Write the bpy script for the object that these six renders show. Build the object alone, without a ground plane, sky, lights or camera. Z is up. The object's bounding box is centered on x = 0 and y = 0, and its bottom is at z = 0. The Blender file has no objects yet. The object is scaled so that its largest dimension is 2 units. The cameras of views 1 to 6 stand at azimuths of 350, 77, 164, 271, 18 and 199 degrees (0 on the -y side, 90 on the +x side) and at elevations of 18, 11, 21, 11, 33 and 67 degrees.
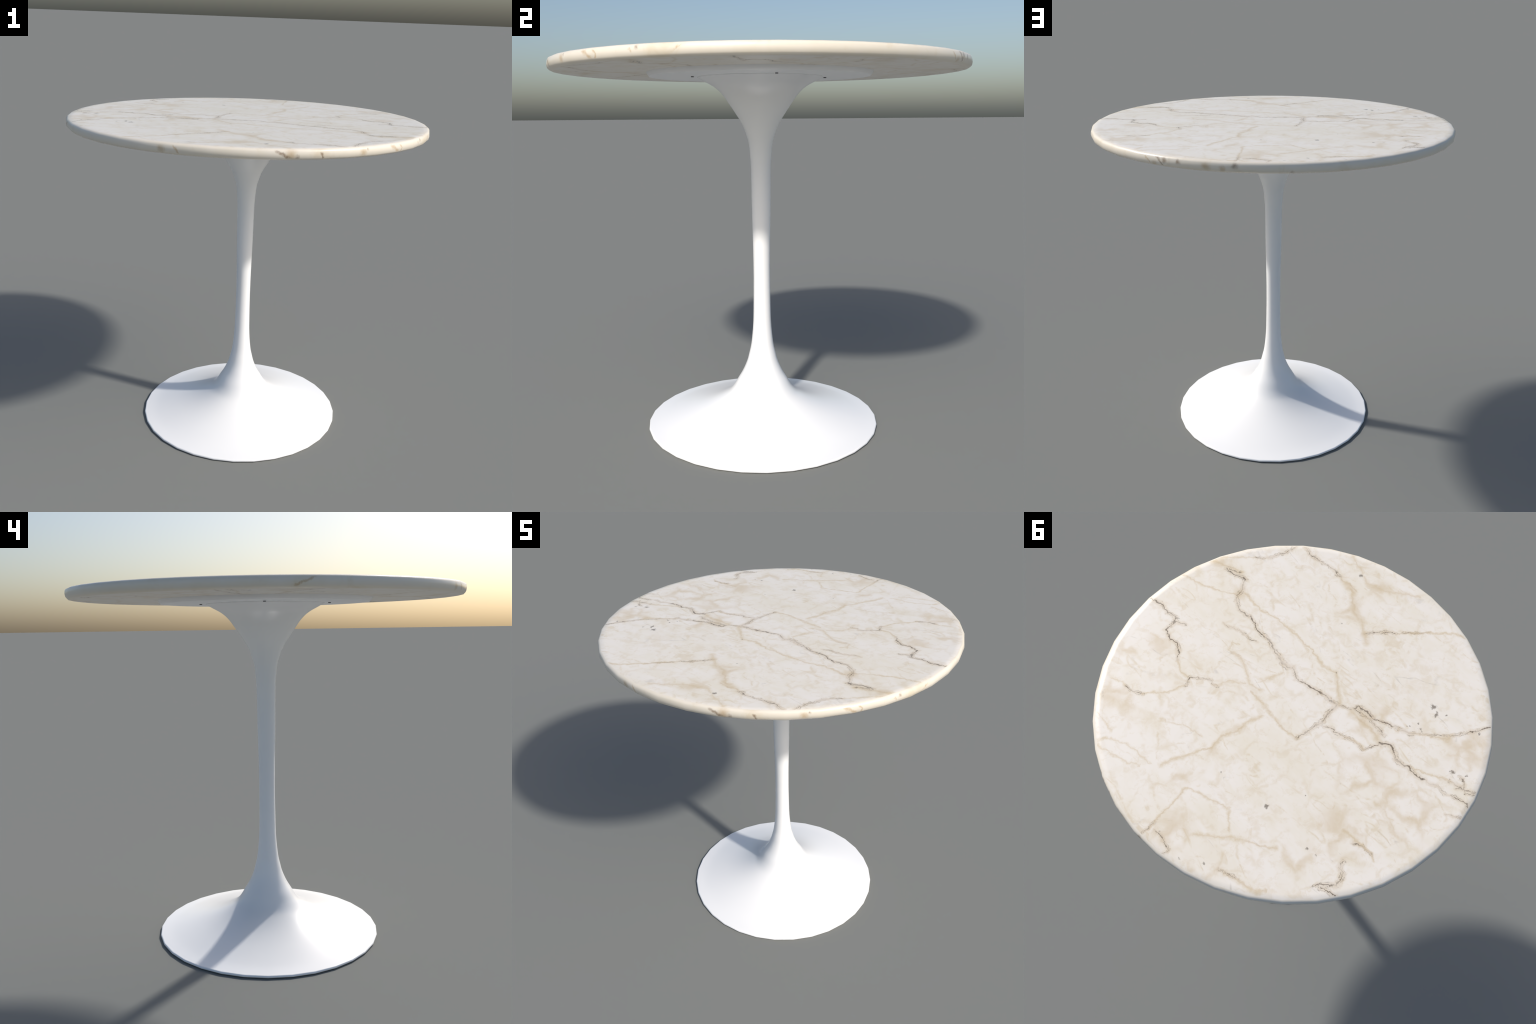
"""A round pedestal table: a marble top on a white trumpet-shaped foot.
Everything is turned on a lathe: each part is a profile (radius, height) swept round z."""
import bpy
from math import pi, cos, sin, hypot, radians

# ------------------------------------------------------------------ lathe
def spline(points, steps):
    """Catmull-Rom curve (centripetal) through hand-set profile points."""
    def lerp(a, b, ta, tb, t):
        k = (t - ta) / (tb - ta)
        return (a[0] + (b[0] - a[0]) * k, a[1] + (b[1] - a[1]) * k)
    ext = [(2 * points[0][0] - points[1][0], 2 * points[0][1] - points[1][1])] + list(points)
    ext.append((2 * points[-1][0] - points[-2][0], 2 * points[-1][1] - points[-2][1]))
    out = []
    for i in range(len(points) - 1):
        p = ext[i:i + 4]
        t = [0.0]
        for a, b in zip(p, p[1:]):
            t.append(t[-1] + max(1e-6, hypot(b[0] - a[0], b[1] - a[1])) ** 0.5)
        for s in range(steps):
            u = t[1] + (t[2] - t[1]) * s / steps
            a1, a2, a3 = (lerp(p[j], p[j + 1], t[j], t[j + 1], u) for j in range(3))
            b1, b2 = lerp(a1, a2, t[0], t[2], u), lerp(a2, a3, t[1], t[3], u)
            out.append(lerp(b1, b2, t[1], t[2], u))
    return out + [points[-1]]


def profile_normals(profile, sharp=()):
    """Outward (radial, up) normal at every profile point, averaged over both sides."""
    seg = []
    for a, b in zip(profile, profile[1:]):
        dr, dz = b[0] - a[0], b[1] - a[1]
        l = hypot(dr, dz) or 1.0
        seg.append((dz / l, -dr / l))
    out = []
    for i in range(len(profile)):
        near = seg[max(0, i - 1):i + 1]
        n = (sum(s[0] for s in near), sum(s[1] for s in near))
        l = hypot(*n) or 1.0
        out.append((n[0] / l, n[1] / l))
    return out


def turn(name, profile, sides, materials, normals=None, material_of=None, caps=(True, True), sectors=1):
    """Sweep a profile (listed from the bottom up, along the outside) round z.
    With sectors > 1 the closing discs are cut like a cake, one material slot per slice."""
    normals = normals or profile_normals(profile)
    verts, vnorm, faces, index = [], [], [], []
    for (r, z), (nr, nz) in zip(profile, normals):
        for k in range(sides):
            a = 2 * pi * k / sides
            verts.append((r * cos(a), r * sin(a), z))
            vnorm.append((nr * cos(a), nr * sin(a), nz))
    for i in range(len(profile) - 1):
        for k in range(sides):
            k2 = (k + 1) % sides
            faces.append((i * sides + k, i * sides + k2, (i + 1) * sides + k2, (i + 1) * sides + k))
            index.append(material_of(profile[i], profile[i + 1], k) if material_of else 0)
    last = (len(profile) - 1) * sides
    flat = [None] * len(faces)
    for wanted, first, up in ((caps[0], 0, -1), (caps[1], last, 1)):
        if not wanted:
            continue
        hub = len(verts)
        if sectors > 1:
            verts.append((0.0, 0.0, verts[first][2]))
            vnorm.append((0.0, 0.0, up))
        step = sides // sectors
        for q in range(sectors):
            if sectors > 1:
                loop = [hub] + [first + (q * step + k) % sides for k in range(step + 1)]
            else:
                loop = [first + k for k in range(sides)]
            faces.append(tuple(loop if up > 0 else reversed(loop)))
            index.append(q if sectors > 1 else 0)
            flat.append((0.0, 0.0, float(up)))
    mesh = bpy.data.meshes.new(name)
    mesh.from_pydata(verts, [], faces)
    for m in materials:
        mesh.materials.append(m)
    mesh.polygons.foreach_set("material_index", index)
    mesh.polygons.foreach_set("use_smooth", [f is None for f in flat])
    # caps stay flat; the swept wall takes the profile's own normals
    loops = [flat[p.index] or vnorm[v] for p in mesh.polygons for v in p.vertices]
    mesh.normals_split_custom_set(loops)
    mesh.update()
    ob = bpy.data.objects.new(name, mesh)
    bpy.context.scene.collection.objects.link(ob)
    return ob


# ------------------------------------------------------------------ materials
class Shader:
    """Small helper that adds nodes in evaluation order."""
    def __init__(self, name):
        self.mat = bpy.data.materials.new(name)
        self.mat.use_nodes = True
        self.tree = self.mat.node_tree
        self.tree.nodes.clear()

    def add(self, kind, **props):
        n = self.tree.nodes.new(kind)
        for k, v in props.items():
            setattr(n, k, v)
        return n

    def feed(self, socket, value):
        if isinstance(value, bpy.types.NodeSocket):
            self.tree.links.new(value, socket)
        else:
            socket.default_value = value

    def clamp(self, value):
        n = self.add("ShaderNodeClamp")
        self.feed(n.inputs[0], value)
        return n.outputs[0]

    def math(self, op, *args):
        n = self.add("ShaderNodeMath", operation=op)
        for s, v in zip(n.inputs, args):
            self.feed(s, v)
        return n.outputs[0]

    def vec(self, op, *args):
        n = self.add("ShaderNodeVectorMath", operation=op)
        for s, v in zip(n.inputs, args):
            self.feed(s, v)
        return n.outputs["Value"] if op in ("LENGTH", "DOT_PRODUCT", "DISTANCE") else n.outputs[0]

    def scaled(self, vector, factor):
        n = self.add("ShaderNodeVectorMath", operation="SCALE")
        n.inputs[0].default_value = vector
        self.feed(n.inputs["Scale"], factor)
        return n.outputs[0]

    def noise(self, coord, scale, detail=3.0, rough=0.55, colour=False, distortion=0.0):
        n = self.add("ShaderNodeTexNoise")
        self.feed(n.inputs["Vector"], coord)
        n.inputs["Scale"].default_value = scale
        n.inputs["Detail"].default_value = detail
        n.inputs["Roughness"].default_value = rough
        n.inputs["Distortion"].default_value = distortion
        return n.outputs["Color" if colour else "Fac"]

    def ramp(self, value, lo, hi, out_lo=0.0, out_hi=1.0):
        n = self.add("ShaderNodeMapRange", interpolation_type="SMOOTHSTEP")
        for s, v in zip(n.inputs, (value, lo, hi, out_lo, out_hi)):
            self.feed(s, v)
        return n.outputs[0]

    def mix(self, fac, a, b):
        n = self.add("ShaderNodeMix", data_type="RGBA")
        self.feed(n.inputs[0], fac)
        for s, v in ((n.inputs[6], a), (n.inputs[7], b)):
            self.feed(s, (*v, 1.0) if isinstance(v, tuple) else v)
        return n.outputs[2]

    def finish(self, colour, roughness, specular=0.5, bump=None, coat=0.0):
        b = self.add("ShaderNodeBsdfPrincipled")
        self.feed(b.inputs["Base Color"], (*colour, 1.0) if isinstance(colour, tuple) else colour)
        self.feed(b.inputs["Roughness"], roughness)
        b.inputs["Specular IOR Level"].default_value = specular
        b.inputs["Coat Weight"].default_value = coat
        o = self.add("ShaderNodeOutputMaterial")
        self.tree.links.new(b.outputs[0], o.inputs[0])
        return self.mat


WHITE_STONE = (0.856, 0.804, 0.728)
CREAM_STONE = (0.812, 0.748, 0.630)
RUST = (0.57, 0.43, 0.26)
TAN = (0.62, 0.485, 0.28)
OCHRE = (0.65, 0.52, 0.345)
UMBER = (0.115, 0.083, 0.054)
DARK_WIDTH, TAN_WIDTH = 0.0047, 0.019


def stone_ground(s, flat):
    """Mottled near-white ground: warm white with soft cream clouds."""
    cloud = s.noise(flat, 2.6, 5.0, 0.6, distortion=0.6)
    fine = s.noise(flat, 11.0, 4.0, 0.6, distortion=0.4)
    both = s.math("MULTIPLY_ADD", fine, 0.55, s.math("MULTIPLY", cloud, 0.65))
    return s.mix(s.ramp(both, 0.48, 0.76), WHITE_STONE, CREAM_STONE), cloud, fine


SLICES = 8


def marble_face(slice_number):
    """Marble for one slice of the slab; it holds only the veins that reach into that slice."""
    s = Shader("veined_marble")
    mid = 2 * pi * (slice_number + 0.5) / SLICES
    borders = [(sin(mid - pi / SLICES), -cos(mid - pi / SLICES)), (-sin(mid + pi / SLICES), cos(mid + pi / SLICES))]

    def out_of_slice(points, reach):
        return any(all(x * nx + y * ny > reach for x, y in points) for nx, ny in borders)

    obj = s.add("ShaderNodeTexCoord").outputs["Object"]
    flat = s.vec("MULTIPLY", obj, (1.0, 1.0, 0.0))
    grain = s.add("ShaderNodeMapping", vector_type="TEXTURE")      # the stone's bedding runs along the long vein
    s.feed(grain.inputs["Vector"], flat)
    grain.inputs["Rotation"].default_value = (0.0, 0.0, radians(153.0))
    grain.inputs["Scale"].default_value = (2.1, 1.0, 1.0)
    bed = grain.outputs[0]
    ground, cloud, fine = stone_ground(s, bed)
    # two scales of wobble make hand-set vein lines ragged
    wob = s.vec("SUBTRACT", s.noise(flat, 9.0, 2.0, 0.5, True), (0.5, 0.5, 0.5))
    jag = s.vec("SUBTRACT", s.noise(flat, 38.0, 3.0, 0.6, True), (0.5, 0.5, 0.5))
    p = s.vec("MULTIPLY_ADD", wob, (0.026, 0.026, 0.0), flat)
    p = s.vec("MULTIPLY_ADD", jag, (0.034, 0.034, 0.0), p)
    near = {"dark": 9.0, "tan": 9.0, "stain": 9.0, "speck": 9.0}

    def segment(kind, width, strength, a, b):
        if out_of_slice((a, b), width * (8.0 if kind == "dark" else 2.6) + 0.05):
            return
        ab = (b[0] - a[0], b[1] - a[1], 0.0)
        ll = ab[0] ** 2 + ab[1] ** 2 or 1e-9
        pa = s.vec("SUBTRACT", p, (a[0], a[1], 0.0))
        t = s.clamp(s.vec("DOT_PRODUCT", pa, (ab[0] / ll, ab[1] / ll, 0.0)))
        d = s.vec("DISTANCE", pa, s.scaled(ab, t))
        near[kind] = s.math("MINIMUM", s.math("MULTIPLY_ADD", d, 1.0 / width, 1.0 - strength), near[kind])

    def chain(kind, width, strength, points):
        for a, b in zip(points, points[1:]):
            segment(kind, width, strength, a, b)

    def dark_vein(width, strength, *points):
        chain("dark", DARK_WIDTH * width, strength, points)

    def tan_vein(width, strength, *points):
        chain("tan", TAN_WIDTH * width, strength, points)

    def spot(kind, x, y, r):
        if out_of_slice(((x, y),), r * 2.2 + 0.05):
            return
        d = s.vec("DISTANCE", p, (x, y, 0.0))
        near[kind] = s.math("MINIMUM", s.math("MULTIPLY", d, 1.0 / r), near[kind])

    def stain(x, y, r):
        spot("stain", x, y, r * 1.25)

    def speck(x, y, r):
        spot("speck", x, y, r * 1.0 + 0.002)

    # veins, stains and specks of this slab (metres, seen from above)
    dark_vein(0.7, 0.5, (-0.617, -0.071), (-0.788, -0.127))  # loop, faint run to the edge vein
    dark_vein(0.8, 0.6, (-0.720, 0.145), (-0.785, 0.151), (-0.841, 0.178), (-0.890, 0.178))  # lower branch, faint end
    dark_vein(0.8, 0.75, (0.623, -0.641), (0.554, -0.641))  # knotted head, twin
    dark_vein(0.7, 0.7, (-0.881, 0.132), (-0.918, 0.122), (-0.929, 0.143), (-0.967, 0.122))  # shady tangle, side
    dark_vein(0.8, 0.65, (-0.881, 0.068), (-0.902, 0.079), (-0.918, 0.122))  # edge tangle, upper
    dark_vein(1.0, 1.0, (0.931, -0.312), (0.869, -0.302), (0.816, -0.266), (0.760, -0.251), (0.755, -0.212), (0.776, -0.159), (0.733, -0.121), (0.684, -0.103), (0.656, -0.053))  # zigzag vein by the sunny edge
    dark_vein(1.0, 0.9, (0.754, -0.216), (0.694, -0.225))  # its spur
    dark_vein(0.8, 0.6, (0.656, -0.053), (0.643, -0.007))  # its faint tail
    dark_vein(1.1, 0.9, (0.636, -0.636), (0.571, -0.618), (0.531, -0.622), (0.513, -0.604))  # long vein, knotted head
    dark_vein(1.0, 0.85, (0.513, -0.604), (0.516, -0.561), (0.498, -0.544), (0.517, -0.502), (0.472, -0.418), (0.432, -0.398), (0.398, -0.400), (0.338, -0.341))  # long vein, neck
    dark_vein(1.1, 1.0, (0.338, -0.341), (0.255, -0.298), (0.150, -0.207), (0.109, -0.190), (0.076, -0.194), (0.039, -0.142), (-0.202, -0.082))  # long vein, run to the middle
    dark_vein(1.0, 0.95, (-0.202, -0.082), (-0.162, 0.044), (-0.080, 0.169))  # spur to the middle
    dark_vein(1.0, 1.0, (-0.291, -0.083), (-0.308, -0.103), (-0.347, -0.100), (-0.407, -0.074), (-0.593, -0.061), (-0.617, -0.071))  # loop past the middle
    dark_vein(0.8, 0.75, (-0.202, -0.082), (-0.280, -0.076))  # thin start of the loop
    dark_vein(0.8, 0.7, (-0.291, -0.083), (-0.373, -0.065), (-0.410, -0.045))  # lower side of the loop
    dark_vein(0.9, 0.8, (-0.410, -0.045), (-0.452, -0.023), (-0.456, -0.006), (-0.475, 0.004))  # short vertical knot
    dark_vein(1.0, 0.8, (-0.182, 0.060), (-0.227, 0.052), (-0.237, 0.067), (-0.282, 0.077))  # lower branch
    dark_vein(0.8, 0.65, (-0.282, 0.077), (-0.340, 0.082), (-0.403, 0.106), (-0.466, 0.047))  # lower branch, weak middle
    dark_vein(1.1, 1.0, (-0.466, 0.045), (-0.518, 0.036), (-0.559, 0.077), (-0.557, 0.093), (-0.621, 0.115), (-0.642, 0.109), (-0.668, 0.136), (-0.720, 0.145))  # lower branch, run to the shady edge
    dark_vein(0.9, 0.9, (-0.788, -0.127), (-0.953, -0.241))  # edge vein
    dark_vein(0.9, 0.8, (-0.847, 0.104), (-0.918, 0.122), (-0.967, 0.122))  # shady edge tangle
    dark_vein(1.0, 0.9, (-0.890, 0.178), (-0.950, 0.187), (-0.957, 0.204))  # shady edge knot
    dark_vein(0.9, 0.8, (0.522, -0.767), (0.492, -0.770), (0.433, -0.807), (0.379, -0.859), (0.336, -0.923))  # arched edge vein
    dark_vein(0.9, 0.85, (0.296, -0.929), (0.240, -0.893), (0.100, -0.853), (0.046, -0.823))  # slanted edge vein
    dark_vein(0.9, 0.75, (-0.191, -0.529), (-0.297, -0.581), (-0.338, -0.589))  # level vein
    dark_vein(0.7, 0.55, (-0.373, -0.605), (-0.507, -0.661))  # level vein, faint end
    dark_vein(0.8, 0.75, (0.547, 0.056), (0.465, 0.029), (0.431, 0.029), (0.417, 0.048), (0.397, 0.051))  # side vein
    dark_vein(0.9, 0.8, (0.547, 0.056), (0.543, 0.102))  # side vein, drop
    dark_vein(0.9, 0.8, (0.722, 0.232), (0.764, 0.235), (0.821, 0.220))  # side vein, end
    dark_vein(0.8, 0.7, (0.511, -0.306), (0.471, -0.295), (0.437, -0.300), (0.343, -0.268), (0.313, -0.268))  # wavy vein
    dark_vein(1.0, 0.85, (-0.498, 0.673), (-0.493, 0.706), (-0.518, 0.723), (-0.511, 0.787), (-0.418, 0.820))  # front knee
    dark_vein(0.9, 0.85, (-0.447, 0.828), (-0.501, 0.824), (-0.537, 0.836))  # front edge vein
    dark_vein(0.8, 0.75, (-0.511, 0.572), (-0.539, 0.565), (-0.611, 0.587))  # front arc
    dark_vein(0.8, 0.65, (0.410, 0.885), (0.381, 0.812))  # front corner
    dark_vein(0.7, 0.65, (0.367, 0.861), (0.332, 0.858), (0.255, 0.915), (0.281, 0.948))  # front corner hook
    dark_vein(0.7, 0.6, (0.016, 0.914), (-0.093, 0.923))  # front slant
    dark_vein(0.8, 0.65, (-0.871, 0.278), (-0.946, 0.264))  # small edge line
    tan_vein(1.0, 0.8, (0.483, -0.531), (0.360, -0.458), (0.256, -0.440), (0.031, -0.333), (-0.065, -0.260), (-0.135, -0.255))  # parallel vein
    tan_vein(1.6, 0.8, (-0.135, -0.255), (-0.212, -0.094))  # parallel vein, foot
    tan_vein(1.0, 0.8, (0.843, -0.507), (0.624, -0.486), (0.517, -0.502))  # feeder from the sunny edge
    tan_vein(1.2, 0.8, (0.638, -0.003), (0.598, 0.043), (0.547, 0.056))  # zigzag vein, pale tail
    tan_vein(1.0, 0.8, (0.543, 0.102), (0.620, 0.177), (0.723, 0.230))  # side vein, pale run
    tan_vein(1.2, 0.7, (0.821, 0.220), (0.845, 0.202), (0.908, 0.206))  # side vein, pale end
    tan_vein(1.2, 0.8, (0.229, 0.008), (-0.011, 0.153), (-0.086, 0.166))  # middle diagonal
    tan_vein(1.0, 0.75, (0.393, -0.218), (0.422, -0.218), (0.429, -0.168), (0.355, -0.152))  # curl
    tan_vein(2.0, 0.75, (0.408, -0.160), (0.340, -0.141), (0.243, -0.025), (0.192, -0.018))  # olive smear
    tan_vein(1.4, 0.7, (0.207, -0.057), (0.113, -0.151))  # olive bridge
    tan_vein(1.6, 0.7, (0.400, 0.044), (0.349, 0.001), (0.264, -0.017))  # side vein, pale bridge
    tan_vein(1.2, 0.8, (-0.617, -0.071), (-0.765, -0.099), (-0.788, -0.127))  # pale run to the edge vein
    tan_vein(2.6, 0.8, (-0.286, -0.059), (-0.398, -0.019), (-0.451, 0.027))  # stain under the loop
    tan_vein(1.6, 0.8, (-0.282, 0.077), (-0.377, 0.083), (-0.403, 0.104))  # lower branch, pale part
    tan_vein(1.0, 0.8, (-0.641, 0.107), (-0.847, 0.104))  # pale sister of the lower branch
    tan_vein(1.2, 0.7, (0.688, -0.696), (0.522, -0.767))  # arched edge vein, pale
    tan_vein(1.8, 0.8, (0.725, -0.658), (0.552, -0.648))  # head stain
    tan_vein(1.6, 0.8, (0.044, -0.818), (-0.064, -0.767))  # slanted vein, pale end
    tan_vein(2.0, 0.7, (0.024, -0.975), (-0.105, -0.840), (-0.217, -0.823), (-0.392, -0.858))  # broad stain from the back edge
    tan_vein(2.6, 0.75, (-0.035, -0.762), (-0.102, -0.628), (-0.159, -0.591), (-0.218, -0.478))  # hanging stain
    tan_vein(1.0, 0.8, (-0.338, -0.589), (-0.634, -0.710), (-0.695, -0.702))  # level vein, pale
    tan_vein(1.0, 0.7, (0.799, 0.567), (0.637, 0.594), (0.568, 0.581))  # lens, lower line
    tan_vein(1.0, 0.7, (0.810, 0.546), (0.786, 0.516), (0.681, 0.504), (0.518, 0.556))  # lens, upper line
    tan_vein(1.0, 0.6, (0.557, 0.392), (0.506, 0.521))  # upright
    tan_vein(0.9, 0.5, (0.513, 0.457), (0.422, 0.395))  # upright branch
    tan_vein(1.3, 0.8, (0.473, 0.542), (0.377, 0.443), (0.276, 0.372), (0.262, 0.294), (0.201, 0.249), (0.181, 0.183), (0.122, 0.119))  # long rise
    tan_vein(1.4, 0.7, (0.576, 0.321), (0.440, 0.314), (0.355, 0.332))  # speckled rise
    tan_vein(1.2, 0.7, (0.889, 0.400), (0.782, 0.467))  # edge wiggle
    tan_vein(1.3, 0.6, (0.343, 0.435), (0.291, 0.444))  # short step
    tan_vein(1.0, 0.8, (0.310, 0.607), (0.396, 0.865))  # front roof, near slope
    tan_vein(1.1, 0.75, (0.310, 0.607), (0.087, 0.624), (0.044, 0.724))  # front roof, far slope
    tan_vein(1.4, 0.75, (0.181, 0.802), (0.031, 0.756), (-0.189, 0.728))  # front rail
    tan_vein(1.6, 0.8, (-0.027, 0.923), (-0.183, 0.940), (-0.224, 0.924))  # front slant, pale
    tan_vein(1.3, 0.8, (-0.451, 0.526), (-0.611, 0.587), (-0.628, 0.612))  # front arc, pale
    tan_vein(1.4, 0.6, (-0.544, 0.347), (-0.600, 0.367), (-0.693, 0.466))  # front cell wall
    stain(0.285, 0.821, 0.095)
    stain(0.077, 0.907, 0.078)
    stain(0.092, 0.971, 0.052)
    stain(-0.477, 0.576, 0.095)
    stain(-0.388, 0.500, 0.080)
    stain(-0.299, 0.734, 0.082)
    stain(-0.737, 0.327, 0.126)
    stain(-0.622, 0.272, 0.072)
    stain(-0.696, 0.419, 0.083)
    stain(-0.778, -0.100, 0.040)
    stain(-0.354, -0.039, 0.084)
    stain(-0.450, -0.115, 0.048)
    stain(0.861, 0.280, 0.084)
    stain(0.746, 0.304, 0.071)
    stain(0.195, 0.251, 0.048)
    stain(0.286, 0.381, 0.043)
    stain(0.370, 0.561, 0.055)
    stain(-0.026, -0.758, 0.072)
    stain(-0.083, -0.639, 0.081)
    stain(-0.176, -0.825, 0.073)
    stain(-0.207, -0.497, 0.032)
    stain(0.697, -0.666, 0.054)
    stain(0.502, -0.517, 0.042)
    stain(0.907, 0.026, 0.060)
    stain(0.781, -0.072, 0.073)
    stain(-0.882, -0.085, 0.114)
    stain(-0.459, 0.228, 0.141)
    stain(-0.555, 0.313, 0.064)
    speck(0.753, -0.213, 0.012)
    speck(0.696, -0.224, 0.009)
    speck(0.619, -0.626, 0.009)
    speck(0.525, -0.608, 0.007)
    speck(-0.649, -0.233, 0.005)
    speck(-0.677, -0.223, 0.008)
    speck(-0.628, -0.104, 0.011)
    speck(-0.564, -0.094, 0.004)
    speck(-0.579, -0.098, 0.003)
    speck(-0.925, 0.144, 0.006)
    speck(-0.898, 0.081, 0.005)
    speck(-0.653, -0.248, 0.017)
    speck(-0.680, -0.211, 0.011)
    speck(-0.725, -0.228, 0.005)
    speck(-0.640, -0.094, 0.007)
    speck(-0.609, -0.134, 0.008)
    speck(-0.842, 0.058, 0.013)
    speck(-0.906, 0.055, 0.007)
    speck(-0.905, -0.185, 0.006)
    speck(-0.324, 0.673, 0.009)
    speck(-0.368, 0.684, 0.005)
    speck(-0.073, 0.550, 0.010)
    speck(-0.224, 0.431, 0.005)
    speck(0.088, 0.911, 0.009)
    speck(0.205, 0.936, 0.007)
    speck(0.193, 0.467, 0.006)
    speck(-0.060, -0.541, 0.008)
    speck(-0.059, -0.870, 0.011)
    speck(-0.136, -0.252, 0.007)
    speck(0.560, -0.642, 0.008)
    speck(0.753, -0.240, 0.012)
    speck(-0.439, 0.812, 0.009)
    speck(-0.949, 0.191, 0.011)
    patch = s.noise(flat, 7.0, 5.0, 0.65, distortion=0.8)
    breaks = s.noise(flat, 34.0, 3.0, 0.6)
    # pale pebbles with stained joints between them
    cells = s.add("ShaderNodeTexVoronoi", feature="DISTANCE_TO_EDGE")
    s.feed(cells.inputs["Vector"], s.vec("MULTIPLY_ADD", wob, (0.12, 0.12, 0.0), p))
    cells.inputs["Scale"].default_value = 6.5
    joints = s.ramp(cells.outputs["Distance"], 0.24, 0.02)
    blob = s.ramp(near["stain"], 1.15, 0.1)
    speckle = s.noise(flat, 15.0, 5.0, 0.65, distortion=1.0)
    stains = s.math("MULTIPLY", blob, s.math("MAXIMUM", joints, s.ramp(speckle, 0.52, 0.70, 0.0, 0.4)))
    web = s.math("MULTIPLY", s.ramp(cells.outputs["Distance"], 0.11, 0.0), s.ramp(speckle, 0.38, 0.62, 0.05, 0.46))
    threads = s.add("ShaderNodeTexVoronoi", feature="DISTANCE_TO_EDGE")
    s.feed(threads.inputs["Vector"], s.vec("MULTIPLY_ADD", jag, (0.05, 0.05, 0.0), p))
    threads.inputs["Scale"].default_value = 13.0
    fine_web = s.math("MULTIPLY", s.ramp(threads.outputs["Distance"], 0.10, 0.0), s.ramp(speckle, 0.42, 0.64, 0.0, 0.34))
    web = s.math("MAXIMUM", web, fine_web)
    fray = s.math("MULTIPLY_ADD", patch, 1.7, -0.85)
    pale = s.math("MULTIPLY", s.ramp(s.math("ADD", near["tan"], fray), 1.0, 0.0), s.ramp(breaks, 0.25, 0.60, 0.45, 1.0))
    halo = s.math("MULTIPLY", s.ramp(s.math("MULTIPLY_ADD", fray, 2.0, near["dark"]), 5.0, 0.5), 0.60)
    # wandering hairline veins: ridges of stretched noise that fade in and out
    def hairlines(scale, width, rough):
        n = s.noise(bed, scale, 3.5, rough, distortion=0.5)
        return s.ramp(s.math("ABSOLUTE", s.math("SUBTRACT", n, 0.5)), width, 0.0)
    flecks = s.math("MULTIPLY", hairlines(3.0, 0.016, 0.52), s.ramp(speckle, 0.40, 0.62, 0.0, 0.70))
    grey_hair = s.math("MULTIPLY", hairlines(2.1, 0.006, 0.52), s.ramp(patch, 0.50, 0.70, 0.0, 0.26))
    ragged = s.math("MULTIPLY_ADD", breaks, 2.2, -1.1)
    core = s.math("MULTIPLY", s.ramp(s.math("ADD", near["dark"], ragged), 1.15, 0.1), s.ramp(fine, 0.38, 0.58, 0.16, 1.0))
    braid = s.math("MULTIPLY", s.ramp(s.math("ABSOLUTE", s.math("MULTIPLY_ADD", ragged, 1.6, s.math("SUBTRACT", near["dark"], 2.3))), 0.55, 0.0), s.ramp(speckle, 0.47, 0.62, 0.0, 0.62))
    core = s.math("MAXIMUM", core, braid)
    dots = s.ramp(s.math("MULTIPLY_ADD", ragged, 1.3, near["speck"]), 0.95, 0.1, 0.0, 0.85)
    c = s.mix(s.math("MULTIPLY", stains, 0.52), ground, OCHRE)
    c = s.mix(s.math("MULTIPLY", s.math("MAXIMUM", pale, s.math("MAXIMUM", web, flecks)), 0.62), c, TAN)
    thread = s.math("MULTIPLY", s.ramp(s.math("MULTIPLY_ADD", ragged, 0.35, near["tan"]), 0.50, 0.12), s.ramp(patch, 0.36, 0.60, 0.15, 0.75))
    c = s.mix(s.math("MULTIPLY", s.math("MAXIMUM", halo, thread), 0.60), c, RUST)
    c = s.mix(s.math("MULTIPLY", s.math("MAXIMUM", s.math("MAXIMUM", core, dots), grey_hair), 0.85), c, UMBER)
    return s.finish(c, 0.29)


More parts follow.
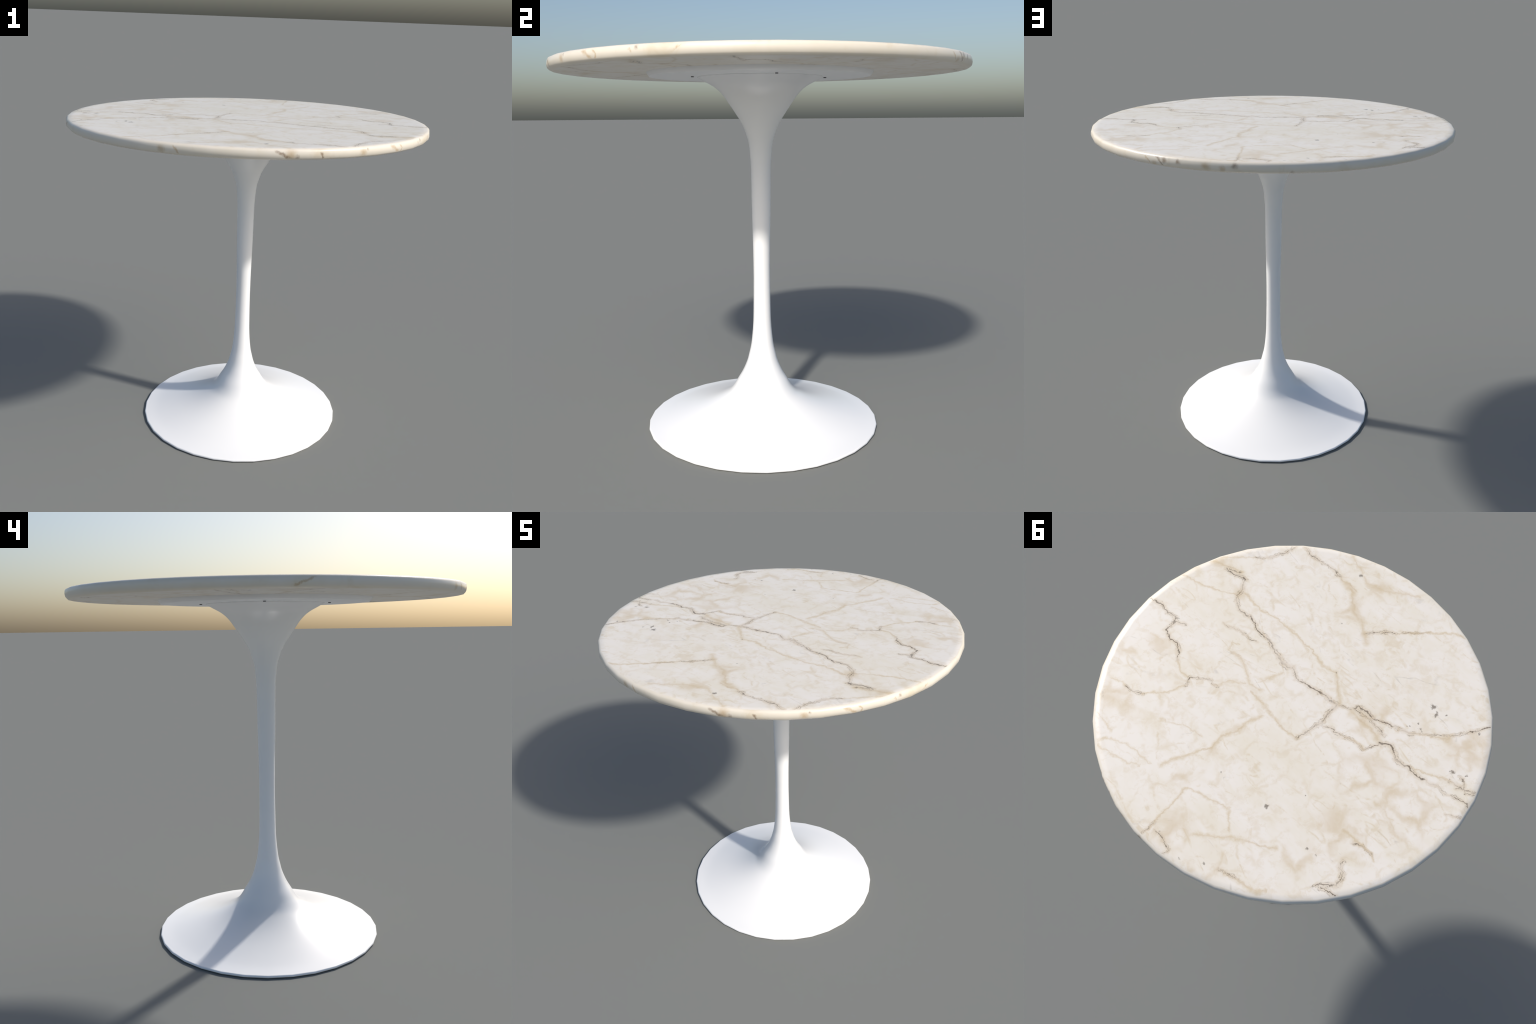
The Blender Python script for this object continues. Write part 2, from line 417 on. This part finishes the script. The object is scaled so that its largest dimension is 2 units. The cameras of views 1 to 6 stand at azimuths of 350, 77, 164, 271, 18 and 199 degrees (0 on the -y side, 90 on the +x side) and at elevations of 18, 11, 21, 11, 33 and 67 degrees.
def marble_rim():
    """The slab's rounded edge shows its own short veins, set by angle and height."""
    s = Shader("marble_edge")
    obj = s.add("ShaderNodeTexCoord").outputs["Object"]
    ground, cloud, fine = stone_ground(s, obj)
    ground = s.mix(0.55, ground, (0.81, 0.735, 0.60))
    jag = s.vec("SUBTRACT", s.noise(obj, 45.0, 3.0, 0.6, True), (0.5, 0.5, 0.5))
    p = s.vec("MULTIPLY_ADD", jag, (0.028, 0.028, 0.020), obj)
    near = {"brown": 9.0, "olive": 9.0}

    def at(angle, z):
        return (cos(radians(angle)), sin(radians(angle)), z)

    def rim_vein(kind, width, *points):
        pts = [at(*q) for q in points]
        for a, b in zip(pts, pts[1:]):
            ab = [v - u for u, v in zip(a, b)]
            ll = sum(v * v for v in ab)
            pa = s.vec("SUBTRACT", p, a)
            t = s.clamp(s.vec("DOT_PRODUCT", pa, tuple(v / ll for v in ab)))
            d = s.vec("DISTANCE", pa, s.scaled(ab, t))
            near[kind] = s.math("MINIMUM", s.math("MULTIPLY", d, 1.0 / width), near[kind])

    def rim_spot(kind, radius, angle, z):
        d = s.vec("DISTANCE", p, at(angle, z))
        near[kind] = s.math("MINIMUM", s.math("MULTIPLY", d, 1.0 / radius), near[kind])

    rim_vein("brown", 0.009, (-92.0, 1.846), (-90.1, 1.831), (-88.6, 1.817))   # chip-like brown wedge
    rim_spot("olive", 0.040, -88.2, 1.832)
    rim_spot("brown", 0.013, -86.4, 1.818)
    rim_vein("brown", 0.007, (-80.1, 1.836), (-79.4, 1.816))
    rim_spot("olive", 0.030, -67.3, 1.830)
    rim_spot("brown", 0.008, -65.9, 1.843)
    rim_vein("olive", 0.007, (-52.9, 1.849), (-51.7, 1.831), (-52.2, 1.812))
    rim_vein("olive", 0.013, (-56.5, 1.845), (-53.6, 1.818))
    rim_spot("brown", 0.012, -39.8, 1.844)
    rim_vein("olive", 0.009, (-41.6, 1.838), (-41.0, 1.815))
    rim_vein("olive", 0.007, (-28.5, 1.856), (-31.5, 1.820))
    rim_vein("olive", 0.008, (-118.4, 1.845), (-117.5, 1.834), (-117.0, 1.814))
    rim_spot("olive", 0.026, -121.9, 1.827)
    rim_vein("olive", 0.008, (39.0, 1.843), (40.1, 1.824), (40.9, 1.808))
    rim_vein("brown", 0.008, (43.0, 1.849), (44.0, 1.837), (44.9, 1.812))      # dark brown arc
    rim_spot("brown", 0.016, 45.6, 1.836)
    rim_spot("olive", 0.026, 42.2, 1.812)
    rim_spot("brown", 0.015, 49.7, 1.836)
    rim_spot("olive", 0.030, 57.6, 1.828)
    rim_spot("brown", 0.018, 65.2, 1.840)
    rim_spot("olive", 0.022, 62.0, 1.823)
    rim_spot("brown", 0.012, 79.7, 1.810)
    rim_vein("olive", 0.009, (-174.2, 1.806), (-170.4, 1.834), (-168.5, 1.845))
    patch = s.noise(obj, 7.0, 4.0, 0.6, distortion=0.6)
    stain = s.ramp(patch, 0.55, 0.75)
    c = s.mix(s.math("MULTIPLY", stain, 0.35), ground, TAN)
    c = s.mix(s.math("MULTIPLY", s.ramp(near["olive"], 1.0, 0.0), 0.60), c, (0.52, 0.35, 0.16))
    c = s.mix(s.math("MULTIPLY", s.ramp(near["brown"], 1.3, 0.0), 0.68), c, (0.19, 0.10, 0.038))
    return s.finish(c, 0.29)


def lacquer():
    s = Shader("white_lacquer")
    obj = s.add("ShaderNodeTexCoord").outputs["Object"]
    tint = s.noise(obj, 3.0, 2.0)
    c = s.mix(s.ramp(tint, 0.3, 0.7), (0.95, 0.95, 0.95), (0.96, 0.96, 0.958))
    return s.finish(c, 0.24)


def dark_steel():
    s = Shader("dark_steel")
    obj = s.add("ShaderNodeTexCoord").outputs["Object"]
    c = s.mix(s.noise(obj, 60.0, 2.0), (0.02, 0.02, 0.021), (0.03, 0.03, 0.03))
    return s.finish(c, 0.5)


# ------------------------------------------------------------------ build
table = bpy.data.objects.new("pedestal_table", None)
bpy.context.scene.collection.objects.link(table)
table["label"] = "round white tulip-shaped pedestal table with veined marble top"
table["category"] = "table"

marble = [marble_face(q) for q in range(SLICES)]
rim_marble, white, steel = marble_rim(), lacquer(), dark_steel()

# marble top: forty-sided slab with a bullnose edge
top_profile = [(0.940, 1.8035), (0.970, 1.8035), (0.9885, 1.8060), (0.9970, 1.815), (1.0, 1.830),
               (0.9985, 1.8435), (0.9940, 1.8510), (0.985, 1.8552), (0.960, 1.8562), (0.940, 1.8562)]
top_normals = profile_normals(top_profile)
top_normals[0] = top_normals[1] = (0.0, -1.0)
top_normals[-1] = top_normals[-2] = (0.0, 1.0)
tabletop = turn("tabletop", top_profile, 40, marble + [rim_marble], top_normals,
                lambda a, b, k: SLICES if 1.8042 < 0.5 * (a[1] + b[1]) < 1.8550 else k * SLICES // 40,
                sectors=SLICES)

# trumpet pedestal: rim, spreading foot, slim column, flared head
foot_curve = [(0.6020, 0.0085), (0.5990, 0.0130), (0.587, 0.0155), (0.565, 0.0192), (0.53, 0.0258), (0.48, 0.0378), (0.42, 0.0542), (0.35, 0.0762),
              (0.28, 0.1035), (0.22, 0.1340), (0.18, 0.1610), (0.1535, 0.1915), (0.1304, 0.2310), (0.1066, 0.271), (0.0902, 0.306),
              (0.0774, 0.341), (0.0682, 0.377), (0.0600, 0.412), (0.0549, 0.446), (0.0509, 0.481)]
column_curve = [(0.0512, 0.4810), (0.0482, 0.5150), (0.0456, 0.5600), (0.0439, 0.6400), (0.0427, 0.7200), (0.0423, 0.8000),
                (0.0435, 0.9400), (0.0464, 1.0700), (0.0483, 1.2000), (0.0497, 1.3320), (0.0520, 1.3830), (0.0544, 1.4140),
                (0.0575, 1.4460), (0.0627, 1.4770), (0.0725, 1.5080), (0.0835, 1.5400), (0.0911, 1.5550), (0.1061, 1.5820),
                (0.1191, 1.6020), (0.1388, 1.6320), (0.1600, 1.6630), (0.1820, 1.6940), (0.2063, 1.7200), (0.2328, 1.7400),
                (0.2718, 1.7610), (0.3000, 1.7765), (0.3055, 1.7795)]
whole = [(0.590, 0.0), (0.598, 0.0008), (0.6015, 0.004)] + spline(foot_curve[:-1] + column_curve, 4) + [(0.3065, 1.781), (0.3065, 1.786)]
whole_normals = profile_normals(whole)
cut = min(range(len(whole)), key=lambda i: abs(whole[i][1] - 0.481) + (whole[i][0] > 0.2))
base = turn("base", whole[:cut + 1], 32, [white], whole_normals[:cut + 1], caps=(True, False))
column = turn("column", whole[cut:], 32, [white], whole_normals[cut:], caps=(False, True))

# mounting plate under the slab, with a bevelled border
plate_profile = [(0.300, 1.7825), (0.533, 1.7825), (0.536, 1.7829), (0.5385, 1.784), (0.5500, 1.8005), (0.5510, 1.8060)]
plate_normals = profile_normals(plate_profile)
plate_normals[0] = plate_normals[1] = (0.0, -1.0)
plate = turn("mounting_plate", plate_profile, 40, [white], plate_normals)

# four screws hold the plate
head = [(0.0060, 1.7790), (0.0070, 1.7795), (0.0073, 1.7805), (0.0073, 1.7830)]
first = turn("screw", [(r, z - 1.7830) for r, z in head], 16, [steel])
screws = [first] + [first.copy() for _ in range(3)]
for k, sc in enumerate(screws):
    if k:
        bpy.context.scene.collection.objects.link(sc)
    sc.location = (0.332 * cos(k * pi / 2), 0.332 * sin(k * pi / 2), 1.7830)

for part in (tabletop, base, column, plate):
    part.parent = table
for sc in screws:
    sc.parent = plate
